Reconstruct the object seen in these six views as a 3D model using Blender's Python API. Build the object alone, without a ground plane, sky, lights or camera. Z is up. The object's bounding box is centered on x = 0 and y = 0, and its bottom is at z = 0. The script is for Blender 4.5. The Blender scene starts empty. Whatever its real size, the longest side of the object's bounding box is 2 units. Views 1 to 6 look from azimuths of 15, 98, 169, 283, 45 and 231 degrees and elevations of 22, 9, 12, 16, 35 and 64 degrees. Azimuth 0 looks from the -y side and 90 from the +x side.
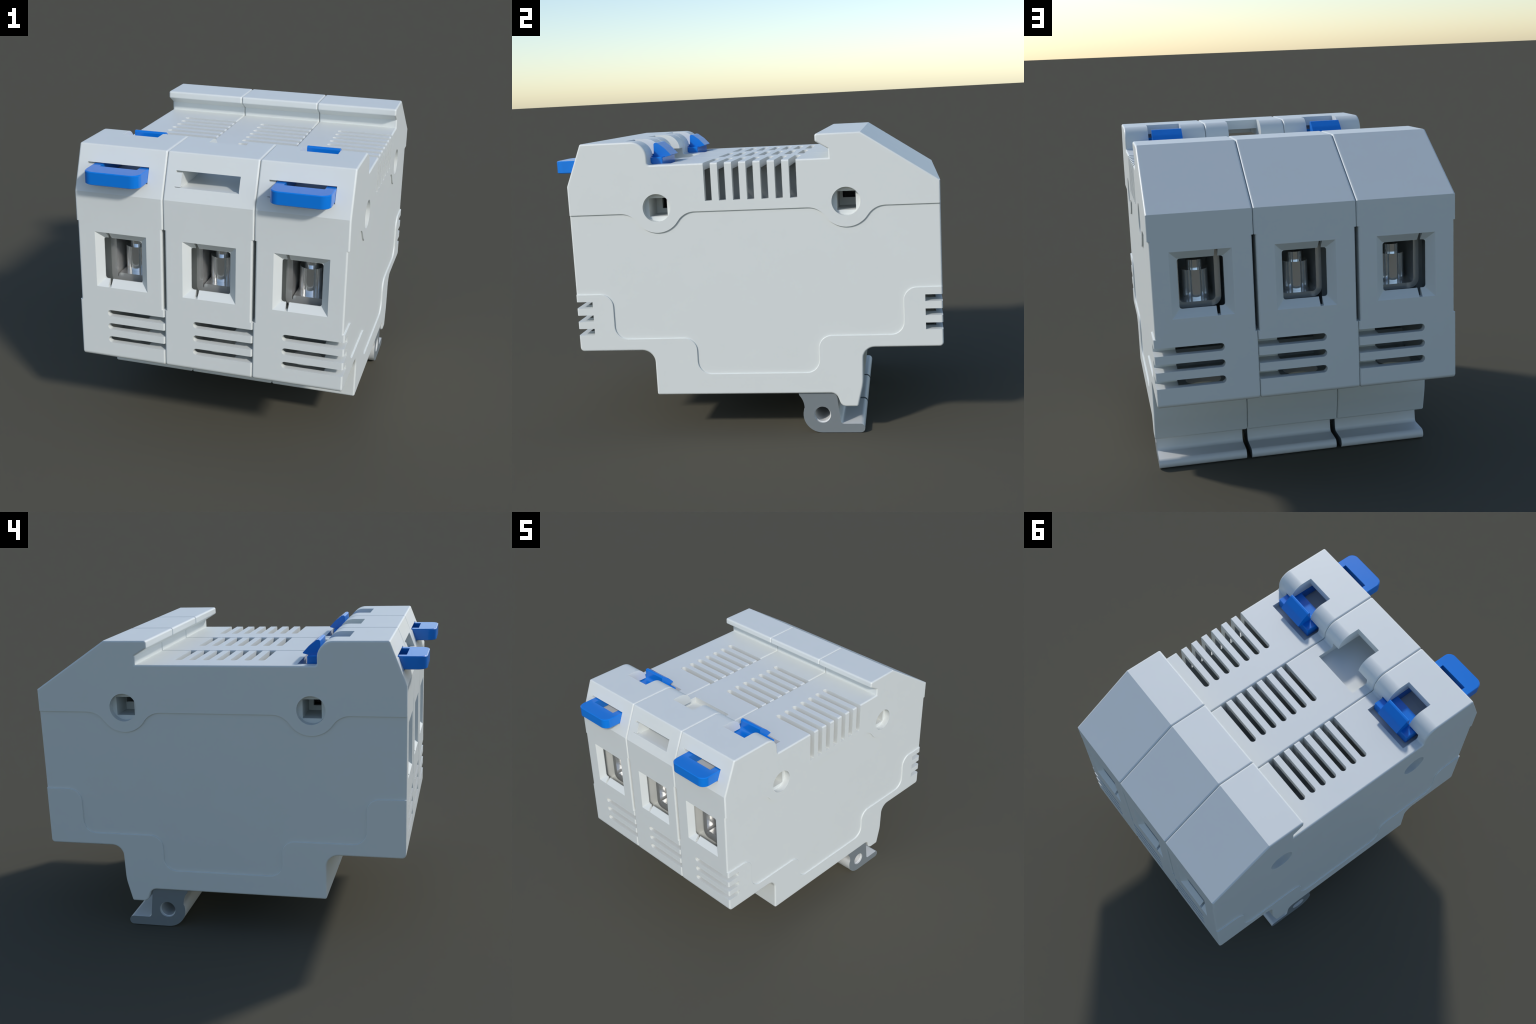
"""Three-pole DIN-rail fuse holder: three identical grey housings side by side,
two of them with a blue fuse puller, steel terminals front and rear, rail clips below.
Frame: x across the poles, -y front, +y rear, z up.  Units metres."""
import bpy, bmesh
from math import sin, cos, pi, atan2, hypot, radians
from mathutils import Vector

PITCH = 0.4517            # distance between poles
HALF = 0.2253             # half width of one housing
RECESS = 0.0074           # depth of the sunk middle panel of each side
FRONT, REAR = -0.9145, 1.0


# ------------------------------------------------------------------ materials
def make_material(name, colour, rough=0.45, metallic=0.0, spec=0.5, vary=0.02,
                  bump=0.0, scale=40.0, coat=0.0):
    m = bpy.data.materials.new(name)
    m.use_nodes = True
    nt = m.node_tree
    b = nt.nodes["Principled BSDF"]
    tex = nt.nodes.new("ShaderNodeTexCoord")
    noise = nt.nodes.new("ShaderNodeTexNoise")
    noise.inputs["Scale"].default_value = scale
    noise.inputs["Detail"].default_value = 4.0
    nt.links.new(tex.outputs["Object"], noise.inputs["Vector"])
    ramp = nt.nodes.new("ShaderNodeValToRGB")
    lo = [max(0.0, c * (1 - vary)) for c in colour] + [1]
    hi = [min(1.0, c * (1 + vary)) for c in colour] + [1]
    ramp.color_ramp.elements[0].position = 0.3
    ramp.color_ramp.elements[0].color = lo
    ramp.color_ramp.elements[1].position = 0.7
    ramp.color_ramp.elements[1].color = hi
    nt.links.new(noise.outputs["Fac"], ramp.inputs["Fac"])
    nt.links.new(ramp.outputs["Color"], b.inputs["Base Color"])
    b.inputs["Roughness"].default_value = rough
    b.inputs["Metallic"].default_value = metallic
    b.inputs["Specular IOR Level"].default_value = spec
    b.inputs["Coat Weight"].default_value = coat
    if bump:
        n2 = nt.nodes.new("ShaderNodeTexNoise")
        n2.inputs["Scale"].default_value = 400.0
        nt.links.new(tex.outputs["Object"], n2.inputs["Vector"])
        bp = nt.nodes.new("ShaderNodeBump")
        bp.inputs["Strength"].default_value = bump
        bp.inputs["Distance"].default_value = 0.001
        nt.links.new(n2.outputs["Fac"], bp.inputs["Height"])
        nt.links.new(bp.outputs["Normal"], b.inputs["Normal"])
    return m


GREY = make_material("grey_plastic", (0.690, 0.713, 0.692), rough=0.42, vary=0.006, scale=6)
CLIP = make_material("clip_plastic", (0.66, 0.67, 0.66), rough=0.42, vary=0.006, scale=6)
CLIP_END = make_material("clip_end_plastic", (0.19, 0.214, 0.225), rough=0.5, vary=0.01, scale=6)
BLUE = make_material("blue_plastic", (0.003, 0.181, 0.665), rough=0.22, vary=0.01, scale=8)
STEEL = make_material("zinc_steel", (0.94, 0.94, 0.93), rough=0.12, metallic=0.88, vary=0.02, scale=12)
STRAP = make_material("strap_steel", (0.78, 0.78, 0.77), rough=0.22, metallic=0.80, vary=0.03, scale=14)


# ------------------------------------------------------------------ 2D helpers
def rounded(points, closed=True):
    """Polygon/polyline from (a, b[, radius[, segments]]) corner points."""
    out, n = [], len(points)
    for i, p in enumerate(points):
        r = p[2] if len(p) > 2 else 0.0
        if r <= 0 or (not closed and i in (0, n - 1)):
            out.append((p[0], p[1]))
            continue
        P = Vector(p[:2])
        A = (Vector(points[i - 1][:2]) - P).normalized()
        B = (Vector(points[(i + 1) % n][:2]) - P).normalized()
        ang = A.angle(B)
        t = r / math_tan(ang / 2)
        c = P + (A + B).normalized() * (r / sin(ang / 2))
        s, e = P + A * t - c, P + B * t - c
        a0 = atan2(s.y, s.x)
        d = atan2(e.y, e.x) - a0
        d = (d + pi) % (2 * pi) - pi
        k = p[3] if len(p) > 3 else max(3, int(abs(d) / radians(9)))
        for j in range(k + 1):
            a = a0 + d * j / k
            out.append((c.x + r * cos(a), c.y + r * sin(a)))
    return out


def math_tan(a):
    return sin(a) / cos(a)


def arc(cx, cy, r, a0, a1, k):
    return [(cx + r * cos(a0 + (a1 - a0) * i / k), cy + r * sin(a0 + (a1 - a0) * i / k))
            for i in range(k + 1)]


def circle(cx, cy, r, k=48):
    return arc(cx, cy, r, 0, 2 * pi, k)[:-1]


def rect(a0, b0, a1, b1, r=0.0, k=5):
    if r:
        return rounded([(a0, b0, r, k), (a1, b0, r, k), (a1, b1, r, k), (a0, b1, r, k)])
    return [(a0, b0), (a1, b0), (a1, b1), (a0, b1)]


# ------------------------------------------------------------------ solids
AXES = {"x": lambda a, b, t: (t, a, b),       # profile in (y, z)
        "y": lambda a, b, t: (a, t, b),       # profile in (x, z)
        "z": lambda a, b, t: (a, b, t)}       # profile in (x, y)


def loft(sections, axis):
    """Closed solid through equal-length sections [(profile, t), ...]."""
    f = AXES[axis]
    bm = bmesh.new()
    rings = [[bm.verts.new(f(a, b, t)) for a, b in prof] for prof, t in sections]
    n = len(rings[0])
    bm.faces.new(rings[0])
    bm.faces.new(list(reversed(rings[-1])))
    for r0, r1 in zip(rings, rings[1:]):
        for i in range(n):
            bm.faces.new((r0[i], r1[i], r1[(i + 1) % n], r0[(i + 1) % n]))
    bmesh.ops.recalc_face_normals(bm, faces=bm.faces)
    return bm


def prism(prof, t0, t1, axis="x"):
    return loft([(prof, t0), (prof, t1)], axis)


def box(x0, x1, y0, y1, z0, z1):
    return prism(rect(y0, z0, y1, z1), x0, x1, "x")


def to_mesh(bm, name):
    me = bpy.data.meshes.new(name)
    bm.to_mesh(me)
    bm.free()
    return me


def link(obj):
    bpy.context.scene.collection.objects.link(obj)
    return obj


def cut(bm, cutters, name, joined=()):
    """Join solids, then subtract others, with exact booleans; returns a mesh."""
    ob = link(bpy.data.objects.new("work_piece", to_mesh(bm, name)))
    tools = []
    for i, c in enumerate(list(joined) + list(cutters)):
        t = link(bpy.data.objects.new("work_tool", to_mesh(c, "work_tool")))
        tools.append(t)
        m = ob.modifiers.new("cut", "BOOLEAN")
        m.operation = "UNION" if i < len(joined) else "DIFFERENCE"
        m.solver, m.object = "EXACT", t
    dg = bpy.context.evaluated_depsgraph_get()
    me = bpy.data.meshes.new_from_object(ob.evaluated_get(dg))
    me.name = name
    for t in tools + [ob]:
        d = t.data
        bpy.data.objects.remove(t)
        bpy.data.meshes.remove(d)
    return me


def finish(me, mats, angle=20):
    """Smooth shading split by angle, big flat faces keep their own normal."""
    me.materials.clear()
    for m in mats:
        me.materials.append(m)
    bm = bmesh.new()
    bm.from_mesh(me)
    bmesh.ops.remove_doubles(bm, verts=bm.verts, dist=1e-5)
    bmesh.ops.dissolve_degenerate(bm, edges=bm.edges, dist=1e-5)
    bm.to_mesh(me)
    bm.free()
    for p in me.polygons:
        p.use_smooth = True
    me.set_sharp_from_angle(angle=radians(angle))
    return me


def make_object(name, me, parent, loc=(0, 0, 0), weighted=True):
    ob = link(bpy.data.objects.new(name, me))
    ob.parent = parent
    ob.location = loc
    if weighted:
        w = ob.modifiers.new("weighted_normals", "WEIGHTED_NORMAL")
        w.keep_sharp = True
        w.weight = 80
    return ob


# ------------------------------------------------------------------ housing
HOLES = ((-0.4445, 1.2175), (0.5315, 1.2175))     # cross-pin holes (y, z)
SEAM_Z = 1.193
TOP, DECK = 1.5610, 1.4390


def seam_curve():
    """Upper edge of the sunk panel: straight, dipping round both pin holes."""
    R, half = 0.129, 0.1955
    dz = HOLES[0][1] - SEAM_Z
    r = (half ** 2 + dz ** 2 - R ** 2) / (2 * (R - dz))
    pts = [(FRONT, SEAM_Z)]
    for y, z in HOLES:
        zc = SEAM_Z - r
        left, right = (y - half, zc), (y + half, zc)
        al = atan2(z - left[1], y - left[0])
        ar = atan2(z - right[1], y - right[0])
        pts += arc(left[0], left[1], r, pi / 2, al, 7)
        pts += arc(y, z, R, al - pi, ar - pi + (2 * pi if ar - pi < al - pi else 0), 14)[1:-1]
        pts += arc(right[0], right[1], r, ar, pi / 2, 7)
    pts.append((REAR, SEAM_Z))
    return pts


def step_curve():
    """Lower edge of the sunk panel: rounded stair down to the foot and up again."""
    r = 0.068
    return rounded([(FRONT, 0.77), (-0.715, 0.77, r), (-0.715, 0.526, r), (-0.278, 0.526, r),
                    (-0.278, 0.330, r), (0.364, 0.330, r), (0.364, 0.526, r),
                    (0.804, 0.526, r), (0.804, 0.77, r), (REAR, 0.77)], closed=False)


def top_outline():
    return rounded([(FRONT, SEAM_Z), (FRONT, 1.344), (-0.8290, TOP, 0.0108, 5),
                    (-0.478, TOP, 0.083, 12), (-0.478, DECK, 0.012, 6), (0.4515, DECK),
                    (0.4515, 1.484), (0.3865, 1.5225, 0.0108, 4), (0.3865, TOP, 0.0115, 6),
                    (0.615, TOP), (REAR, 1.307), (REAR, SEAM_Z)], closed=False)


def bottom_outline():
    return rounded([(FRONT, 0.77), (FRONT, 0.461, 0.022, 7), (-0.509, 0.461, 0.066, 9),
                    (-0.509, 0.217, 0.0108, 6), (0.444, 0.217, 0.040, 7), (0.470, 0.144, 0.035, 7),
                    (0.556, 0.144, 0.0108, 6), (0.586, 0.265, 0.25, 6), (0.5925, 0.4600, 0.060, 9),
                    (REAR, 0.460, 0.020, 7), (REAR, 0.77)], closed=False)


def bevel_sides(bm, x, offset, segments, test):
    """Round the edges lying in the side planes +-x whose both ends pass the test."""
    edges = [e for e in bm.edges if all(abs(abs(q.co.x) - x) < 1e-5 for q in e.verts)
             and e.verts[0].co.x * e.verts[1].co.x > 0 and test(*e.verts)]
    bmesh.ops.bevel(bm, geom=edges, offset=offset, offset_type="OFFSET", segments=segments,
                    profile=0.5, affect="EDGES", clamp_overlap=False, miter_outer="SHARP")


def housing_bands():
    """Upper cover, slightly narrower middle band and base of one pole, as solids."""
    w, v = HALF, HALF - RECESS
    seam, step = seam_curve(), step_curve()

    def on(curve, q):
        return any(abs(q.co.y - p[0]) < 3e-5 and abs(q.co.z - p[1]) < 3e-5 for p in curve)

    def flank(a, b):
        return any(abs(a.co.y - f) < 1e-5 and abs(b.co.y - f) < 1e-5 for f in (FRONT, REAR))

    upper = prism(top_outline() + list(reversed(seam))[1:-1], -w, w)
    bevel_sides(upper, w, 0.0098, 5, lambda a, b: not (on(seam, a) and on(seam, b)))
    middle = prism(seam + list(reversed(step)), -v, v)
    bevel_sides(middle, v, 0.0098, 5, flank)
    lower = prism(bottom_outline() + list(reversed(step))[1:-1], -w, w)
    bevel_sides(lower, w, 0.0098, 5, lambda a, b: not (on(step, a) and on(step, b)))

    def level(q):
        return on(step, q) or (abs(q.co.z - step[0][1]) < 3e-5 and
                               min(q.co.y - FRONT, REAR - q.co.y) < 0.02)
    bevel_sides(lower, w, 0.0036, 3, lambda a, b: level(a) and level(b))
    return lower, [middle, upper]


def housing_mesh():
    base, joined = housing_bands()
    c = []
    # hollow core behind the vents
    c.append(box(-0.187, 0.187, -0.352, 0.405, 0.840, DECK - 0.038))
    for s in (-1, 1):
        wall = FRONT if s < 0 else REAR
        y = lambda d, wall=wall, s=s: wall - s * d          # depth measured inwards
        a, b = sorted((y(0.034), -0.420 if s < 0 else 0.470))
        c.append(box(-0.118, 0.1285, a, b, 0.775, 1.150))   # terminal chamber
        a, b = sorted((y(0.0345), y(0.230)))
        c.append(box(-0.186 if s < 0 else -0.150, -0.110, a, b, 0.776, 1.149))
        a, b = sorted((y(0.032), -0.480 if s < 0 else 0.560))
        c.append(box(-0.119, 0.1280, a, b, 0.501, 0.590))   # louvre chamber, low and deep part
        a, b = sorted((y(0.0325), 0.020 if s < 0 else 0.060))
        c.append(box(-0.1185, 0.1275, a, b, 0.585, 0.755))
        a, b = sorted((y(0.120), y(0.260)))
        c.append(box(-0.060, 0.0900, a, b, 1.10, 1.300))    # screw shaft
        # wing floor hole
        c.append(prism(circle(-0.001, 0.0430 + s * 0.7325, 0.081, 40), 0.40, 0.53, "z"))
        # terminal window: chamfered funnel ending in a rounded edge
        k = 0.035 / 0.030
        e = 0.004
        c.append(loft([(rect(-0.1300 - e * k, 0.854 - e * k, 0.1380 + e * k, 1.144 + e * k), y(-e)),
                       (rect(-0.0950, 0.889, 0.1030, 1.109), y(0.030))], "y"))
        c.append(prism(rect(-0.0945, 0.8895, 0.1025, 1.1085, 0.012), y(0.020), y(0.050), "y"))
        # joint slit across the funnel
        c.append(prism(rect(-0.0705, 0.8545, -0.0555, 1.1435), y(-0.01), y(0.045), "y"))
        # three louvres, open to the +x side
        for z in (0.7135, 0.6405, 0.5675):
            h = 0.0176
            prof = [(0.30, z - h), (0.30, z + h)] + arc(-0.0610, z, h, pi / 2, 3 * pi / 2, 10)
            c.append(prism(prof, y(-0.05), y(0.0875), "y"))
    # ventilation slits: rounded in the deck, running down the +x wall
    for i in range(7):
        y = -0.1695 + 0.0731 * i
        h = 0.0183
        prof = [(0.30, y - h), (0.30, y + h)] + arc(-0.0605, y, h, pi / 2, 3 * pi / 2, 10)
        c.append(prism(prof, 1.385, 1.50, "z"))
        c.append(box(0.180, 0.30, y - h, y + h, 1.245, 1.45))
    # cross-pin holes: round seat, square bore, slotted web half way in the front one
    for i, (y, z) in enumerate(HOLES):
        for s in (-1, 1):
            a, b = sorted((s * (HALF - 0.040), s * 0.30))
            c.append(prism(circle(y, z, 0.0727, 56), a, b, "x"))
        if i == 0:
            c.append(box(0.026, 0.25, y - 0.048, y + 0.048, z - 0.048, z + 0.048))
            c.append(box(-0.25, 0.002, y - 0.048, y + 0.048, z - 0.048, z + 0.048))
            c.append(box(-0.10, 0.10, y - 0.016, y + 0.024, z - 0.024, z + 0.0475))
        else:
            c.append(box(-0.033, 0.25, y - 0.048, y + 0.048, z - 0.048, z + 0.048))
            c.append(box(-0.25, -0.045, y - 0.048, y + 0.048, z - 0.048, z + 0.048))
            c.append(box(-0.10, 0.10, y - 0.030, y + 0.047, z - 0.008, z + 0.0475))
    # puller channel: mouth in the slanted front, tunnel, well in the deck, finger notch
    c.append(box(-0.1735, 0.1420, -0.95, -0.842, 1.4700, 1.4797))   # guide slits of the mouth
    c.append(box(-0.1735, 0.1420, -0.95, -0.868, 1.4045, 1.4075))
    c.append(box(-0.1440, 0.1415, -0.95, -0.50, 1.4055, 1.4738))
    c.append(box(-0.1430, 0.1410, -0.868, -0.45, 1.3990, 1.4200))
    c.append(box(-0.0903, 0.0948, -0.810, -0.56, 1.42, 1.511))
    c.append(box(-0.1690, 0.1447, -0.640, -0.372, 1.3985, 1.4798))
    c.append(box(-0.0905, 0.0950, -0.6225, -0.40, 1.46, 1.62))
    return finish(cut(base, c, "housing", joined), [GREY])


# ------------------------------------------------------------------ puller
def handle_mesh():
    """Flat frame sliding in the channel; its front end is the finger loop."""
    outer = lambda o: rounded([(-0.142 + o, -1.0 + o, 0.045, 9), (0.1405 - o, -1.0 + o, 0.045, 9),
                               (0.1405 - o, -0.4155 - o, 0.006, 5), (-0.142 + o, -0.4155 - o, 0.006, 5)])
    c = 0.004
    bm = loft([(outer(c), 1.4085), (outer(0), 1.4085 + c), (outer(0), 1.4735 - c),
               (outer(c), 1.4735)], "z")
    return finish(cut(bm, [prism(rect(-0.095, -0.900, 0.095, -0.552), 1.38, 1.50, "z")], "pull_handle"),
                  [BLUE])


def latch_mesh():
    """Thumb wedge on the cross bar: upright front, bowed back, blunt rear lip."""
    prof = rounded([(-0.520, 1.4725), (-0.476, 1.4745, 0.024, 6), (-0.474, 1.5475, 0.010, 8),
                    (-0.455, 1.5440, 0.0), (-0.418, 1.5160, 0.10, 3), (-0.383, 1.4780, 0.003, 4),
                    (-0.418, 1.4690), (-0.430, 1.4600), (-0.520, 1.4600)])
    return finish(to_mesh(prism(prof, -0.0880, 0.0775, "x"), "thumb_latch"), [BLUE])


# ------------------------------------------------------------------ terminals
def strap_mesh(s):
    """Bent strip: two upright legs joined by a rounded bottom."""
    if s < 0:
        x0, t, base, y0, y1 = -0.0892, 0.0308, 0.8400, -0.8185, -0.570
    else:
        x0, t, base, y0, y1 = -0.0880, 0.0255, 0.8730, 0.650, 0.897
    x1 = 0.1275 if s < 0 else 0.1190
    prof = rounded([(x0, 1.145), (x0, base, 0.044, 8), (x1, base, 0.044, 8), (x1, 1.145),
                    (x1 - t, 1.145), (x1 - t, base + t, 0.018, 6),
                    (x0 + t, base + t, 0.018, 6), (x0 + t, 1.145)])
    return finish(to_mesh(prism(prof, y0, y1, "y"), "clamp_strap"), [STRAP])


def plate_mesh():
    """Loose pressure plate lying in the front strap, left end rounded over."""
    prof = rounded([(-0.0525, 0.8708, 0.006, 4), (0.098, 0.8708), (0.098, 0.8990),
                    (-0.0525, 0.8990, 0.010, 5)])
    return finish(to_mesh(prism(prof, -0.8183, -0.575, "y"), "pressure_plate"), [STRAP])


def screw_mesh():
    """Clamping screw: thick threaded-less shank with a thinner neck above."""
    prof = [(0.0, 0.0), (0.0585, 0.0), (0.0585, 0.1305), (0.0355, 0.1305), (0.0355, 0.171), (0.0, 0.171)]
    bm = bmesh.new()
    k = 56
    rings = []
    for r, z in prof[1:-1]:
        rings.append([bm.verts.new((r * cos(2 * pi * i / k), r * sin(2 * pi * i / k), z)) for i in range(k)])
    bm.faces.new(list(reversed(rings[0])))
    bm.faces.new(rings[-1])
    for a, b in zip(rings, rings[1:]):
        for i in range(k):
            bm.faces.new((a[i], a[(i + 1) % k], b[(i + 1) % k], b[i]))
    return finish(to_mesh(bm, "clamp_screw"), [STEEL], angle=30)


# ------------------------------------------------------------------ rail clip
def clip_mesh():
    """Rail latch foot: rounded nose, cross hole, flat release lip to the rear."""
    w = 0.2128
    prof = ([(0.245, 0.216)] + arc(0.170, 0.136, 0.1035, radians(41), radians(-3), 6) +
            arc(0.364, 0.098, 0.098, radians(165), radians(270), 12) +
            rounded([(0.364, 0.0), (0.586, 0.0, 0.0225, 6), (0.586, 0.047, 0.0225, 6),
                     (0.461, 0.047, 0.018, 5), (0.446, 0.190, 0.03, 4), (0.438, 0.216)],
                    closed=False)[1:])
    holes = [prism(circle(0.366, 0.097, 0.0440, 36), s * (w - 0.014), s * (w + 0.05), "x") for s in (1, -1)]
    holes.append(prism(circle(0.366, 0.097, 0.0395, 36), -w - 0.1, w + 0.1, "x"))
    me = cut(prism(prof, -w, w, "x"), holes, "rail_clip")
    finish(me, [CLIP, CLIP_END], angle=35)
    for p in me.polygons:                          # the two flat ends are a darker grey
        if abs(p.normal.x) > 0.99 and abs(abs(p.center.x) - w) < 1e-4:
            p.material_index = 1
    return me


# ------------------------------------------------------------------ assembly
root = link(bpy.data.objects.new("fuse_holder", None))
root.empty_display_size = 0.2
root["label"] = "three-pole light grey rail-mount fuse holder with two blue pull handles"
root["category"] = "fuse holder"

HOUSING, HANDLE, LATCH = housing_mesh(), handle_mesh(), latch_mesh()
STRAPS = {s: strap_mesh(s) for s in (-1, 1)}
SCREW, PLATE, RAIL_CLIP = screw_mesh(), plate_mesh(), clip_mesh()

for i in (-1, 0, 1):
    x = i * PITCH
    body = make_object("housing", HOUSING, root, (x, 0, 0))
    for s in (-1, 1):
        make_object("clamp_strap", STRAPS[s], body)
        make_object("clamp_screw", SCREW, body, (0.0150, -0.724, 0.8992) if s < 0 else (0.0140, 0.803, 0.8988), weighted=False)
    make_object("pressure_plate", PLATE, body)
    make_object("rail_clip", RAIL_CLIP, body)
    if i != 0:
        pull = make_object("pull_handle", HANDLE, root, (x, 0, 0))
        make_object("thumb_latch", LATCH, pull)
